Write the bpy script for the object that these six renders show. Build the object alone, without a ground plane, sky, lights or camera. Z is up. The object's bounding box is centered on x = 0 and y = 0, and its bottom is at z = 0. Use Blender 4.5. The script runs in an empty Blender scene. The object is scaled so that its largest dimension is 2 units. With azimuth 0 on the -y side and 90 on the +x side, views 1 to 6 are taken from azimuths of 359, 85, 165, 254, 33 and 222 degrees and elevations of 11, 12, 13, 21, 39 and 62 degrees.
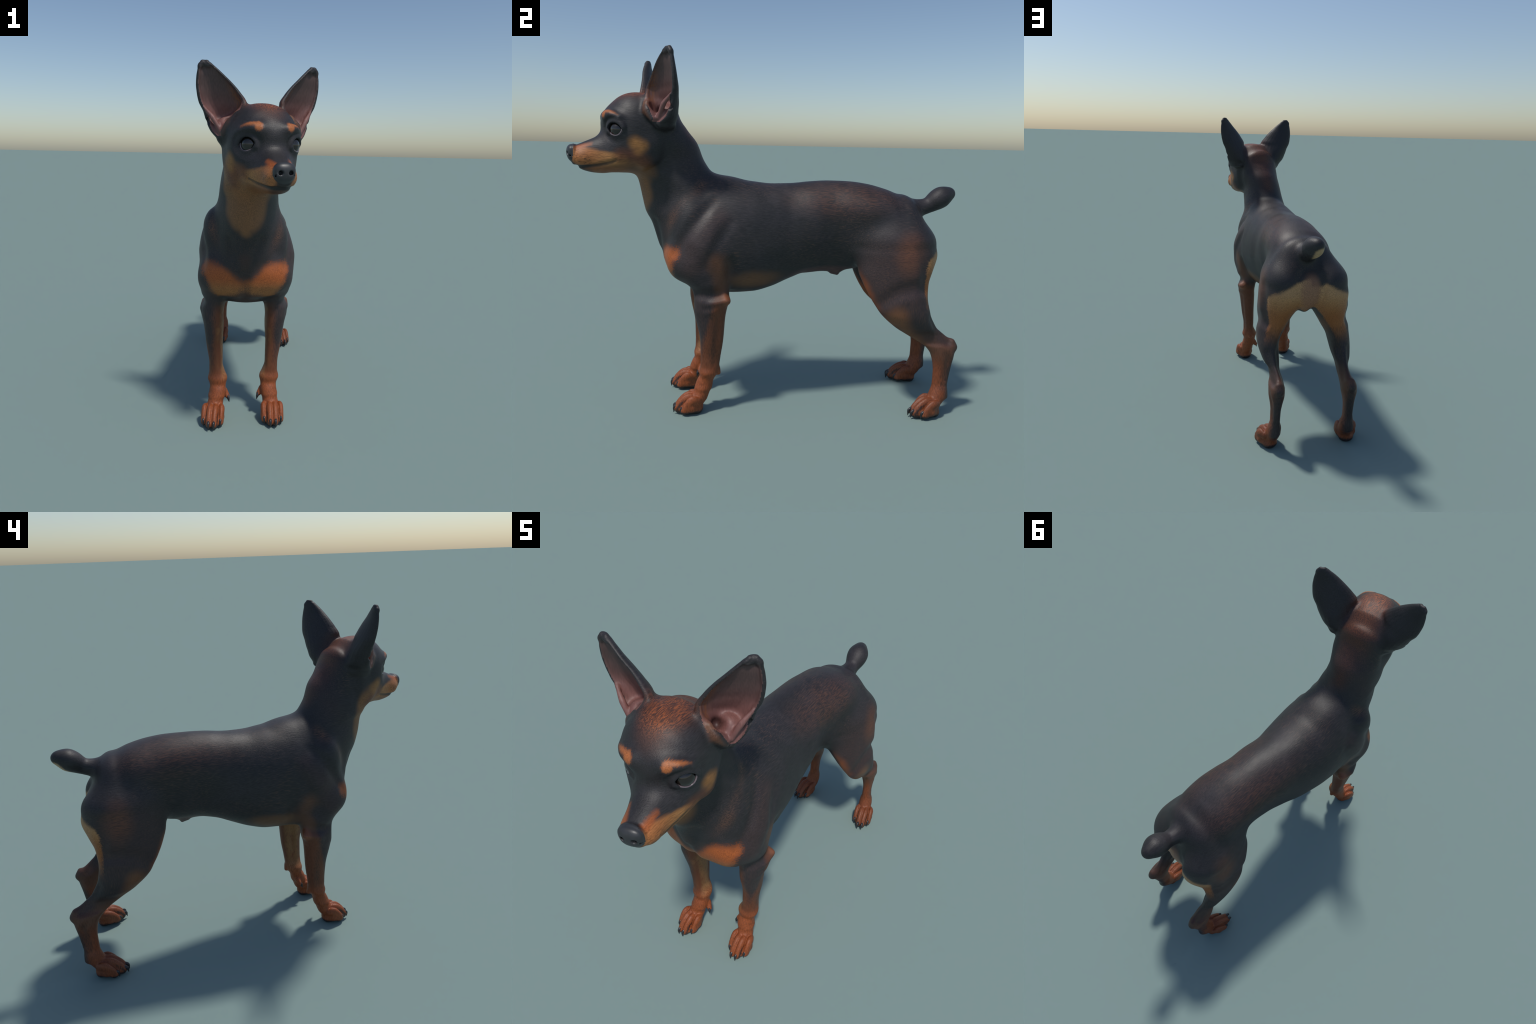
"""Miniature pinscher standing, head turned to its left.  The body is one
implicit surface (smoothly blended tubes, ellipsoids and capsules), polygonised,
then separated by anatomical region; eyes and claws are meshes of their own."""
import math
import numpy as np

# =========================================================================
#  FIELD: primitives and blending
# =========================================================================
def V(*a):
    return np.array(a, float)

F32 = np.float32

def slopes(ts, ys, flat=True):
    """Monotone-limited tangents of the stations (ts, ys)."""
    d = (ys[1:] - ys[:-1]) / (ts[1:] - ts[:-1])[:, None]
    m = np.zeros_like(ys)
    m[1:-1] = np.where(d[1:] * d[:-1] > 0, 2 * d[1:] * d[:-1] / (d[1:] + d[:-1] + 1e-12 * np.sign(d[1:] + 1e-30)), 0)
    if not flat:
        m[0], m[-1] = d[0], d[-1]
    return m                                                  # flat ends let the caps join smoothly

def hermite(ts, ys, m, t):
    """Cubic through the stations."""
    i = np.clip(np.searchsorted(ts, t) - 1, 0, len(ts) - 2)
    h = (ts[i + 1] - ts[i]); u = ((t - ts[i]) / h)[:, None]; h = h[:, None]
    return ((1 + 2 * u) * (1 - u) ** 2 * ys[i] + u * (1 - u) ** 2 * h * m[i]
            + u * u * (3 - 2 * u) * ys[i + 1] + u * u * (u - 1) * h * m[i + 1])

class Frame:
    """Right-handed helper frame: point -> (u, v, t) coordinates."""
    def __init__(self, origin=(0, 0, 0), u=(1, 0, 0), v=(0, 1, 0), t=(0, 0, 1)):
        self.o = V(*origin); self.M = np.array([u, v, t], float)
    def to(self, P):
        return (P - self.o.astype(P.dtype)) @ self.M.T.astype(P.dtype)
    def out(self, q):
        return self.o + np.asarray(q, float) @ self.M

WORLD_Z = Frame()                                            # slices by z: u=x, v=y
WORLD_Y = Frame(u=(1, 0, 0), v=(0, 0, 1), t=(0, 1, 0))       # slices by y: u=x, v=z

class Tube:
    """Solid given by slices (t, umin, umax, vmin, vmax, n[, vc[, n below vc]]) of a frame;
    each slice is a four-quadrant superellipse, ends are rounded by cap0/cap1."""
    def __init__(self, frame, rows, cap0=.03, cap1=.03, slope=1.0, pad=.09, capn=2.0):
        self.f = frame
        r = sorted(rows, key=lambda a: a[0])
        r = [tuple(a) + ((a[3] + a[4]) / 2,) if len(a) == 6 else tuple(a) for a in r]
        r = [a + (a[5],) if len(a) == 7 else a for a in r]
        self.t = np.array([a[0] for a in r], float)
        self.y = np.array([a[1:] for a in r], float)
        self.tf, self.yf, self.mf = self.t.astype(F32), self.y.astype(F32), slopes(self.t, self.y).astype(F32)
        self.c0, self.c1, self.slope, self.capn = cap0, cap1, slope, capn
        lo = V(self.y[:, 0].min(), self.y[:, 2].min(), self.t[0] - cap0) - pad
        hi = V(self.y[:, 1].max(), self.y[:, 3].max(), self.t[-1] + cap1) + pad
        c = np.array([[(lo, hi)[i][0], (lo, hi)[j][1], (lo, hi)[k][2]] for i in (0, 1) for j in (0, 1) for k in (0, 1)])
        w = frame.out(c); self.lo, self.hi = w.min(0), w.max(0)
    def __call__(self, P):
        q = self.f.to(P); t = np.clip(q[:, 2], self.t[0], self.t[-1])
        s = hermite(self.tf, self.yf, self.mf, t)
        uc = (s[:, 0] + s[:, 1]) / 2; ru = np.maximum((s[:, 1] - s[:, 0]) / 2, 1e-3)
        vc = s[:, 5]; dv = q[:, 1] - vc
        rv = np.maximum(np.where(dv > 0, s[:, 3] - vc, vc - s[:, 2]), 1e-3)
        du = q[:, 0] - uc; n = np.where(dv > 0, s[:, 4], s[:, 6])
        dt = q[:, 2] - t; ct = np.where(dt > 0, self.c1, self.c0)
        rho = ((np.abs(du) / ru) ** n + (np.abs(dv) / rv) ** n) ** (1 / n)
        rho = np.sqrt(rho ** 2 + (dt / ct) ** 2) if self.capn == 2 else (rho ** self.capn + (np.abs(dt) / ct) ** self.capn) ** (1 / self.capn)
        R = np.sqrt(du ** 2 + dv ** 2 + dt ** 2) + 1e-9
        rho = np.maximum(rho, 1e-6)
        d = R * (1 - 1 / rho)
        d = np.where(rho < .15, -np.minimum(ru, rv), d)
        return d * self.slope

class Toe:
    """A chain flattened sideways (higher than wide)."""
    def __init__(self, pts, radii, lat, k=1.6):
        self.o, self.lat, self.k = V(*pts[0]), lat, k
        self.c = Chain([self.st(V(*p)[None])[0] for p in pts], radii)
        self.lo, self.hi = np.min(pts, 0) - .06, np.max(pts, 0) + .06
    def st(self, P):
        lat = self.lat.astype(P.dtype)
        return P + (self.k - 1) * ((P - self.o.astype(P.dtype)) @ lat)[:, None] * lat
    def __call__(self, P):
        return self.c(self.st(P)) * .8

class Ellipsoid:
    def __init__(self, c, r, axes=None, pad=.06):
        self.c = V(*c); self.r = V(*r)
        self.M = np.eye(3) if axes is None else np.array(axes, float)
        e = np.sqrt(((self.M * self.r[:, None]) ** 2).sum(0)) + pad
        self.lo, self.hi = self.c - e, self.c + e
    def __call__(self, P):
        q = (P - self.c.astype(P.dtype)) @ (self.M.T / self.r).astype(P.dtype)
        k0 = np.sqrt(np.einsum("ij,ij->i", q, q)) + F32(1e-9)
        q = q / self.r.astype(P.dtype)
        k1 = np.sqrt(np.einsum("ij,ij->i", q, q)) + F32(1e-9)
        return k0 * (k0 - 1) / k1

class Chain:
    """Round cones along a smooth curve through points with radii."""
    def __init__(self, pts, radii, sub=4, pad=.05):
        p = np.array(pts, float); r = np.array(radii, float)
        t = np.arange(len(p), dtype=float)
        tt = np.linspace(0, len(p) - 1, (len(p) - 1) * sub + 1)
        if len(p) > 2:
            g = np.gradient(p, axis=0); i = np.clip(tt.astype(int), 0, len(p) - 2); u = (tt - i)[:, None]
            self.p = ((1 + 2 * u) * (1 - u) ** 2 * p[i] + u * (1 - u) ** 2 * g[i] + u * u * (3 - 2 * u) * p[i + 1] + u * u * (u - 1) * g[i + 1])
            self.r = np.interp(tt, t, r)
        else:
            self.p, self.r = p, r
        self.lo = (self.p - self.r[:, None]).min(0) - pad; self.hi = (self.p + self.r[:, None]).max(0) + pad
    def __call__(self, P):
        d = np.full(len(P), 9.0, P.dtype)
        for a, b, ra, rb in zip(self.p[:-1].astype(P.dtype), self.p[1:].astype(P.dtype), self.r[:-1].astype(P.dtype), self.r[1:].astype(P.dtype)):
            ab = b - a; q = P - a
            h = np.clip(q @ (ab / max(ab @ ab, 1e-12)), 0, 1)
            q -= h[:, None] * ab
            d = np.minimum(d, np.sqrt(np.einsum("ij,ij->i", q, q)) - (ra + (rb - ra) * h))
        return d

def rot_axes(a, b):
    """Orthonormal axes: first along a, second near b."""
    a = V(*a) / np.linalg.norm(a); c = np.cross(a, b); c /= np.linalg.norm(c)
    return np.array([a, np.cross(c, a), c])

class Lens:
    """Almond-shaped bore: two overlapping ellipsoids, one shifted up, one down."""
    def __init__(self, c, ax, depth, high, wide):
        sh = .018; h = high + sh; w = wide / math.sqrt(1 - (sh / h) ** 2)
        self.a = Ellipsoid(c + sh * ax[1] - .006 * ax[2], (depth, h, w), ax); self.b = Ellipsoid(c - sh * ax[1] + .006 * ax[2], (depth, h, w), ax)
        self.lo, self.hi = np.minimum(self.a.lo, self.b.lo), np.maximum(self.a.hi, self.b.hi)
    def __call__(self, P):
        return np.maximum(self.a(P), self.b(P))

class Body:
    """Ordered list of blended primitives = the field of the whole dog."""
    def __init__(self):
        self.ops = []
    def add(self, prim, k=.03):
        self.ops.append(("+", prim, k))
    def cut(self, prim, k=.01):
        self.ops.append(("-", prim, k))
    def settle(self, pts, steps=6):
        """Moves points onto the present surface; returns them with the outward normals."""
        P = np.array(pts, float)
        for _ in range(steps + 1):
            D = np.array([(1, 1, 1), (1, -1, -1), (-1, 1, -1), (-1, -1, 1)], float) * .003
            f = self.local((P[:, None] + D).reshape(-1, 3), self.ops).reshape(-1, 4)
            g = f @ D / (4 * .003 ** 2); n = g / (np.linalg.norm(g, axis=1, keepdims=True) + 1e-9)
            P = P - np.clip(f.mean(1, keepdims=True), -.02, .02) * n
        return P, n
    def groove(self, pts, r, depth, k=.03):
        p, n = self.settle(pts)
        self.cut(Chain(p + n * (r - depth), [r * .7] + [r] * (len(p) - 2) + [r * .7]), k)
    def ridge(self, pts, r, height, k=.03):
        p, n = self.settle(pts)
        self.add(Chain(p - n * (r - height), [r * .7] + [r] * (len(p) - 2) + [r * .7]), k)
    def local(self, P, ops):
        F = np.full(len(P), .5, P.dtype)
        x, y, z = np.ascontiguousarray(P.T); a, b = P.min(0), P.max(0)
        for op, prim, k in ops:
            lo, hi = prim.lo, prim.hi
            if (lo < a).all() and (hi > b).all():
                d = prim(P); F0 = F
                if op == "+":
                    h = np.maximum(k - np.abs(F0 - d), 0) / k
                    F = np.minimum(F0, d) - h * h * (k / 4)
                else:
                    h = np.maximum(k - np.abs(F0 + d), 0) / k
                    F = np.maximum(F0, -d) + h * h * (k / 4)
                continue
            i = np.nonzero((x > lo[0]) & (x < hi[0]) & (y > lo[1]) & (y < hi[1]) & (z > lo[2]) & (z < hi[2]))[0]
            if not len(i):
                continue
            d = prim(P[i]); F0 = F[i]
            if op == "+":
                h = np.maximum(k - np.abs(F0 - d), 0) / k
                F[i] = np.minimum(F0, d) - h * h * (k / 4)
            else:
                h = np.maximum(k - np.abs(F0 + d), 0) / k
                F[i] = np.maximum(F0, -d) + h * h * (k / 4)
        return F
    def __call__(self, P, cell=.15):
        """Points are grouped into coarse cells so that only nearby primitives are evaluated."""
        if not hasattr(self, "lo"):
            self.lo = np.array([o[1].lo for o in self.ops]); self.hi = np.array([o[1].hi for o in self.ops])
        P = P.astype(F32)
        key = np.floor(P / cell).astype(np.int64) + 512
        key = (key[:, 0] << 20) + (key[:, 1] << 10) + key[:, 2]
        order = np.argsort(key, kind="stable"); ks = key[order]
        cuts = np.concatenate([[0], np.nonzero(np.diff(ks))[0] + 1, [len(ks)]])
        F = np.empty(len(P), F32)
        def work(j):
            i = order[cuts[j]:cuts[j + 1]]; p = P[i]; a, b = p.min(0), p.max(0)
            near = np.nonzero(((self.hi > a) & (self.lo < b)).all(1))[0]
            F[i] = self.local(p, [self.ops[m] for m in near])
        for j in range(len(cuts) - 1):
            work(j)
        return F

# =========================================================================
#  THE DOG: proportions
# =========================================================================
YAW = math.radians(14)
HO = V(.0715, -.79, 0)                                        # head origin on the ground
HS = V(math.cos(YAW), math.sin(YAW), 0)                       # to the dog's left
HF = V(math.sin(YAW), -math.cos(YAW), 0)                      # to the nose
HEAD = Frame(HO, HS, (0, 0, 1), HF)                           # u = s (left), v = z, t = f
HEADZ = Frame(HO, HS, HF, (0, 0, 1))                          # u = s, v = f, t = z

def H(s, f, z):
    return HO + s * HS + f * HF + V(0, 0, z)

CX_FRONT, CX_REAR = -.041, -.004                               # the spine bends a little
DY_RF, DY_RH = -.038, .025                                    # right feet stand offset

def mirror_rows(rows, cx, dy):
    return [(r[0], 2 * cx - r[2], 2 * cx - r[1], r[3] + dy, r[4] + dy) + tuple(r[5:6]) + tuple(v + dy for v in r[6:]) for r in rows]

def side_point(p, side, front):
    """Left-side point -> the same point of either side."""
    x, y, z = p
    if side > 0:
        return V(x, y, z)
    out = 0 if front else .012 * min(1, max(0, (.50 - z) / .12)) * min(1, .4 + max(0, z - .08) / .15)   # the right hind foot stands a little wider
    return V(2 * (CX_FRONT if front else CX_REAR) - x - out, y + (DY_RF if front else DY_RH), z)

TORSO = [  # y, xmin, xmax, zbot, ztop, n, z of widest
    (-.42, -.205, .13, .68, 1.17, 2.2, .92, 2.0),
    (-.30, -.256, .182, .632, 1.230, 2.2, .90, 1.95),
    (-.20, -.266, .188, .620, 1.224, 2.2, .90, 1.9),
    (-.10, -.262, .180, .624, 1.213, 2.2, .91, 1.85),
    (.00, -.250, .168, .650, 1.203, 2.15, .92, 1.85),
    (.10, -.231, .150, .698, 1.206, 2.1, .95, 2.1),
    (.20, -.212, .148, .738, 1.217, 2.0, 1.01, 2.15),
    (.30, -.196, .141, .753, 1.223, 1.9, 1.05, 2.0),
    (.40, -.188, .153, .748, 1.221, 1.9, 1.07, 1.9),
    (.50, -.184, .168, .77, 1.209, 1.95, 1.06, 1.9),
    (.60, -.186, .172, .80, 1.183, 2.25, 1.02, 2.0),
    (.68, -.166, .164, .805, 1.158, 2.25, 1.0, 2.0),
]
NECK = [  # z, xmin, xmax, yfront, yback, n, y of widest
    (.67, -.19, .11, -.430, -.18, 2.2, -.34, 2.0),
    (.71, -.222, .142, -.498, -.18, 2.2, -.36, 2.0),
    (.77, -.232, .150, -.550, -.18, 2.3, -.39, 2.0),
    (.82, -.226, .150, -.566, -.18, 2.3, -.40, 2.0),
    (.89, -.222, .145, -.590, -.18, 2.2, -.40, 1.68),
    (1.00, -.203, .136, -.622, -.18, 2.1, -.41, 1.68),
    (1.06, -.193, .132, -.652, -.19, 2.0, -.42, 1.68),
    (1.12, -.196, .126, -.666, -.21, 2.0, -.41, 1.68),
    (1.21, -.175, .120, -.683, -.275, 2.0, -.46, 1.68),
    (1.26, -.167, .114, -.700, -.315, 2.0, -.50, 2.0),
    (1.32, -.157, .112, -.715, -.353, 2.0, -.52, 2.0),
    (1.40, -.137, .120, -.715, -.384, 2.0, -.54, 2.0),
    (1.47, -.108, .114, -.70, -.440, 2.0, -.57, 2.0),
    (1.54, -.085, .110, -.70, -.505, 2.0, -.60, 2.0),
]
CRANIUM = [  # f, smin, smax, zbot, ztop, n, z of widest
    (-.27, -.136, .110, 1.32, 1.588, 2.1, 1.46),
    (-.20, -.178, .146, 1.29, 1.630, 2.2, 1.45),
    (-.13, -.174, .148, 1.272, 1.637, 2.3, 1.455, 2.1),
]
MUZZLE = [  # f, smin, smax, zbot, ztop, n, z of widest
    (-.12, -.120, .120, 1.262, 1.46, 2.2, 1.35),
    (-.04, -.112, .112, 1.254, 1.45, 2.2, 1.345),
    (.00, -.102, .102, 1.254, 1.442, 2.2, 1.34),
    (.05, -.084, .084, 1.250, 1.434, 2.2, 1.33),
    (.09, -.071, .071, 1.253, 1.416, 2.3, 1.33),
    (.13, -.060, .060, 1.262, 1.399, 2.4, 1.33),
    (.155, -.053, .053, 1.273, 1.388, 2.4, 1.335),
    (.175, -.046, .046, 1.288, 1.380, 2.3, 1.34),
]
FORELEG = [  # z, xin, xout, yfront, yback, n
    (.135, .058, .142, -.396, -.316, 2.3),
    (.16, .055, .136, -.390, -.309, 2.3),
    (.20, .052, .141, -.375, -.290, 2.3),
    (.225, .051, .146, -.372, -.276, 2.3),
    (.255, .060, .144, -.371, -.273, 2.3),
    (.30, .072, .144, -.370, -.267, 2.3),
    (.40, .072, .159, -.372, -.252, 2.2),
    (.53, .068, .175, -.395, -.241, 2.2),
    (.57, .070, .183, -.400, -.234, 2.2),
    (.62, .065, .185, -.400, -.222, 2.2),
    (.67, .05, .175, -.408, -.222, 2.2),
    (.72, .04, .172, -.425, -.225, 2.1),
]
HINDLEG = [  # z, xin, xout, yfront, yback, n
    (.10, 0.172, 0.236, .846, .944, 2.2, .895),
    (.16, 0.172, 0.224, .857, .939, 2.2, .898),
    (.24, 0.170, 0.224, .857, .948, 2.2, .902),
    (.28, 0.164, 0.228, .853, .954, 2.2, .905),
    (.335, 0.152, 0.236, .838, .963, 2.2, .905),
    (.38, 0.150, 0.232, .803, .966, 2.2, .89),
    (.405, 0.152, 0.218, .764, .950, 2.1, .87),
    (.44, 0.160, 0.216, .706, .906, 2.0, .83),
    (.49, 0.154, 0.244, .630, .855, 1.9, .78),
    (.57, 0.144, 0.262, .545, .812, 1.85, .72),
    (.645, 0.106, 0.259, .497, .800, 1.85, .70),
    (.713, 0.066, 0.255, .462, .806, 1.85, .70),
    (.78, 0.022, 0.253, .440, .830, 1.85, .71),
    (.86, -.005, 0.248, .44, .854, 1.9, .71),
    (.91, -.005, 0.240, .452, .846, 1.95, .70),
]
EAR = [  # z, inner edge (s, f), outer edge (s, f), depth of the back, thickness
    (1.485, .155, -.185, .196, -.205, .072, .016),
    (1.52, .128, -.160, .226, -.238, .080, .015),
    (1.56, .104, -.148, .244, -.246, .074, .013),
    (1.60, .088, -.150, .256, -.251, .060, .012),
    (1.642, .082, -.157, .278, -.251, .044, .011),
    (1.684, .107, -.169, .288, -.247, .032, .010),
    (1.72, .138, -.179, .292, -.243, .024, .009),
    (1.755, .175, -.188, .290, -.239, .017, .009),
    (1.783, .205, -.199, .285, -.236, .012, .0085),
    (1.803, .228, -.210, .279, -.233, .007, .008),
    (1.812, .241, -.216, .272, -.231, .005, .007),
]
EYE_R = .047
EYE_C = (.0825, -.0340, 1.456)

def eye_axes(side):
    """Centre and axes (gaze, up, medial) of an eye; the slit slopes down to the nose."""
    c = H(side * EYE_C[0], EYE_C[1], EYE_C[2])
    g = side * .72 * HS + .68 * HF + V(0, 0, .05); g /= np.linalg.norm(g)
    m = np.cross(g, V(0, 0, 1)) * side; m /= np.linalg.norm(m); u = np.cross(m, g) * side
    t = math.radians(12)
    return c, np.array([g, u * math.cos(t) + m * math.sin(t), m * math.cos(t) - u * math.sin(t)])

def eye_ring(side, wide, high, out, g0, g1, n):
    """Points along the almond outline of the lids, out metres off the ball."""
    c, ax = eye_axes(side); pts = []
    for i in range(n):
        g = g0 + (g1 - g0) * i / (n - 1)
        a, b = wide * math.cos(g) + .13 * math.sin(g) * abs(math.sin(g)), high * math.sin(g) * (1 - .22 * math.cos(g) ** 2)
        d = math.cos(a) * math.cos(b) * ax[0] + math.sin(b) * ax[1] + math.sin(a) * math.cos(b) * ax[2]
        pts.append(c + (EYE_R + out) * d / np.linalg.norm(d))
    return pts

class Ear:
    """Leaf-shaped scoop: in each level slice the shell follows an arc that runs
    from the inner edge over the back to the outer edge."""
    def __init__(self, side):
        self.side = side
        self.t = np.array([r[0] for r in EAR]); self.y = np.array([r[1:] for r in EAR])
        self.tf, self.yf, self.mf = self.t.astype(F32), self.y.astype(F32), slopes(self.t, self.y, False).astype(F32)
        c = np.array([H(side * s, f, z) for s in (.05, .32) for f in (-.10, -.36) for z in (1.44, 1.85)])
        self.lo, self.hi = c.min(0), c.max(0)
    def inside(self, P):
        """True for points in the hollow of the shell, away from its rim."""
        self(P)
        return (self.w < self.arc) & (self.w > np.where(P[:, 2] < 1.62, -.036, -.022)) & (np.abs(self.a) < .95) & (self.dz == 0) & (P[:, 2] < 1.80)
    def __call__(self, P):
        q = HEADZ.to(P); s = q[:, 0] * self.side; f = q[:, 1] + .05 * q[:, 0]; z = q[:, 2]
        t = np.clip(z, self.t[0], self.t[-1]); y = hermite(self.tf, self.yf, self.mf, t)
        a0, a1 = y[:, :2], y[:, 2:4]; D, th = y[:, 4], y[:, 5]
        ch = a1 - a0; L = np.linalg.norm(ch, axis=1) + 1e-9; e = ch / L[:, None]; L = np.maximum(L - 1.7 * th, .004)
        p = np.stack([s, f], 1) - (a0 + a1) / 2
        u = (p * e).sum(1); w = p[:, 0] * e[:, 1] - p[:, 1] * e[:, 0]     # w > 0: towards the back
        a = np.clip(u / (L / 2), -1, 1)
        best = np.full(len(P), 9.0, P.dtype)
        N = 12; prev = None
        for i in range(N + 1):                                            # arc as short straight pieces
            x = -math.cos(math.pi * i / N)
            cur = np.stack([x * L / 2, D * F32((1 - min(1, abs(x)) ** 2.4) ** .62)], 1)
            if prev is not None:
                ab = cur - prev; ap = np.stack([u, w], 1) - prev
                h = np.clip((ap * ab).sum(1) / ((ab * ab).sum(1) + 1e-12), 0, 1)
                best = np.minimum(best, np.linalg.norm(ap - h[:, None] * ab, axis=1))
            prev = cur
        dz = z - t
        self.w, self.a, self.dz, self.arc = w, a, dz, D * (1 - np.abs(a) ** 2.4) ** .62
        return (np.sqrt(best ** 2 + dz ** 2) - th) * .85

def paw(side, front):
    """Compact arched paw with four knuckled toes; returns (toes, pads, claws)."""
    if front:
        heel, tip, w, kz = V(.112, -.352, 0), V(.121, -.504, 0), .055, .086
    else:
        heel, tip, w, kz = V(.206, .907, 0), V(.243, .736, 0), .054, .084
    d = (tip - heel) / np.linalg.norm(tip - heel); lat = V(-d[1], d[0], 0)
    if lat[0] < 0:
        lat = -lat
    L = np.linalg.norm(tip - heel)
    def q(a, b, z):
        return side_point(heel + d * a * L + lat * b * w + V(0, 0, z), side, front)
    latw = V(lat[0] * side, lat[1], 0)
    toes, claws = [], []
    for b, out, r in ((-.82, .74, .0235), (-.265, .97, .0265), (.265, .97, .0265), (.82, .74, .0235)):
        e = b * (1.0 if abs(b) > .5 else .96)
        toes.append(Toe([q(.28, b * .85, .076), q(.55 * out, e, kz - .006), q(.76 * out, e * 1.02, .058), q(.88 * out, e, .030)],
                        [r * .95, r * 1.10, r * 1.0, r * 1.06], latw, 1.60))
        claws.append((q(.90 * out, e, .046), q(1.05 * out, e * .98, .036), q(1.09 * out, e * .96, .008), .0120))
    pads = [Chain([q(.40, 0, .022), q(.24, 0, .024)], [.030, .028]),
            Chain([q(.24, -.35, .022), q(.24, .35, .022)], [.022, .022]),
            Chain([q(.46, -.50, .040), q(.46, .50, .040)], [.034, .034]),
            Chain([q(.72, -.30, .028), q(.72, .30, .028)], [.026, .026])]
    return toes, pads, claws, q

def build_body():
    B = Body(); claws = []
    B.add(Tube(WORLD_Y, TORSO, .10, .114))
    B.add(Tube(WORLD_Z, NECK, .02, .04), .05)
    # withers, rump and loin
    for x in (-.066, .012):
        B.add(Ellipsoid((x, -.268, 1.156), (.055, .10, .060)), .07)
    for side in (1, -1):
        S = lambda *p: side_point(p, side, True)
        sx = side
        # shoulder blade and upper arm
        W = lambda x, y, z: side_point((x, y - (DY_RF if side < 0 else 0), z), side, True)
        B.add(Ellipsoid(W(.098 + (.018 if side > 0 else 0), -.345 - (.015 if side > 0 else 0), .915), (.082, .125, .235), rot_axes((1, 0, .12), (0, 1, .35))), .05)
        B.add(Ellipsoid(W(.095, -.465, .825), (.075, .07, .10)), .05)
        B.add(Chain([W(.120, -.425, .80), S(.125, -.33, .70)], [.068, .060]), .05)
        B.add(Tube(WORLD_Z, FORELEG if sx > 0 else mirror_rows(FORELEG, CX_FRONT, DY_RF), .02, .04), .025)
        B.add(Chain([S(.165, -.30, .60), S(.170, -.237, .630)], [.03, .025]), .03)          # point of the elbow
        B.add(Chain([S(.105, -.285, .235), S(.100, -.277, .212)], [.018, .013]), .012)      # carpal pad
        B.add(Ellipsoid(S(.098, -.335, .222), (.049, .040, .026)), .02)                      # wrist
        toes, pads, cl, q = paw(side, True)
        for p in pads:
            B.add(p, .02)
        B.add(Chain([S(.098, -.350, .15), S(.108, -.375, .09), S(.112, -.395, .065)], [.038, .042, .038]), .02)
        for t in toes:
            B.add(t, .008)
        claws += [(("fore", side), c) for c in cl]
        # dew claw digit
        B.add(Chain([S(.060, -.335, .150), S(.044, -.347, .123)], [.016, .013]), .008)
        claws.append((("fore", side), (S(.044, -.348, .126), S(.038, -.356, .114), S(.033, -.360, .094), .0115)))
        # hind quarter
        T = lambda *p: side_point(p, side, False)
        B.add(Tube(WORLD_Z, HINDLEG if sx > 0 else [(r[0], r[1] - o, r[2] - o) + r[3:] for r in mirror_rows(HINDLEG, CX_REAR, DY_RH) for o in [.012 * min(1, max(0, (.50 - r[0]) / .12)) * min(1, .4 + max(0, r[0] - .08) / .15)]], .02, .12), .08)
        B.add(Chain([T(.191, .958, .372), T(.194, .945, .40)], [.022, .02]), .02)            # heel bone
        toes, pads, cl, q = paw(side, False)
        for p in pads:
            B.add(p, .02)
        B.add(Chain([T(.200, .895, .13), T(.205, .876, .085), T(.211, .855, .065)], [.036, .041, .038]), .02)
        for t in toes:
            B.add(t, .008)
        claws += [(("hind", side), c) for c in cl]
    # muscle relief
    for side in (1, -1):
        S = lambda x, y, z: side_point((x, y - (DY_RF if side < 0 else 0), z), side, True)
        T = lambda *p: side_point(p, side, False)
        B.groove([S(.18, -.30, 1.14), S(.20, -.38, 1.04), S(.21, -.45, .95), S(.19, -.51, .87)], .026, .004, .03)
        B.groove([S(.24, -.22, 1.04), S(.25, -.26, .97), S(.25, -.31, .88), S(.24, -.35, .80)], .024, .003, .03)
        B.ridge([S(.24, -.27, 1.02), S(.25, -.34, .90), S(.24, -.39, .79)], .06, .003, .06)
        B.groove([S(.22, -.205, .82), S(.21, -.195, .74), S(.19, -.19, .67)], .03, .012, .03)
        B.groove([S(.19, -.41, .655), S(.20, -.34, .66), S(.20, -.27, .665)], .025, .006, .03)
        B.groove([S(.19, -.345, .585), S(.19, -.30, .595), S(.19, -.265, .605)], .02, .005, .02)
        B.groove([S(.16, -.275, .54), S(.15, -.285, .42), S(.14, -.295, .28)], .018, .004, .02)
        B.groove([S(.05, -.30, .52), S(.06, -.31, .42), S(.065, -.315, .28)], .018, .004, .02)
        B.groove([S(.06, -.625, 1.00), S(.035, -.61, .93), S(.01, -.59, .85)], .025, .006, .03)
        B.groove([T(.24, .53, .61), T(.25, .61, .675), T(.25, .70, .705), T(.24, .77, .70)], .035, .007, .04)
        B.groove([T(.24, .74, .90), T(.24, .76, .80), T(.23, .77, .70)], .035, .004, .04)
        for x in (.235, .15):
            B.groove([T(x, .82, .54), T(x, .865, .48), T(x, .915, .415)], .022, .009, .025)
        B.groove([T(.225, .905, .345), T(.222, .925, .30), T(.22, .92, .20)], .016, .004, .02)
        B.groove([T(.05, .855, .98), T(.045, .85, .90), T(.05, .81, .82)], .025, .010, .03)
    B.groove([(CX_FRONT, -.575, .84), (CX_FRONT, -.55, .76), (CX_FRONT, -.48, .68)], .025, .010, .03)
    # tail, sheath, scrotum
    B.add(Chain([(.010, .77, 1.085), (.012, .83, 1.098), (.013, .87, 1.120)], [.048, .040, .042]), .03)
    B.add(Ellipsoid((.012, .890, 1.143), (.070, .056, .050), rot_axes((-.06, .85, .50), (1, 0, 0))), .03)
    B.add(Chain([(.008, .91, 1.145), (.003, .948, 1.163)], [.046, .032]), .03)
    B.add(Chain([(-.01, .20, .772), (-.012, .30, .776), (-.015, .355, .757)], [.03, .034, .030]), .04)
    B.add(Chain([(-.015, .340, .742), (-.017, .362, .725)], [.022, .0105]), .015)
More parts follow.
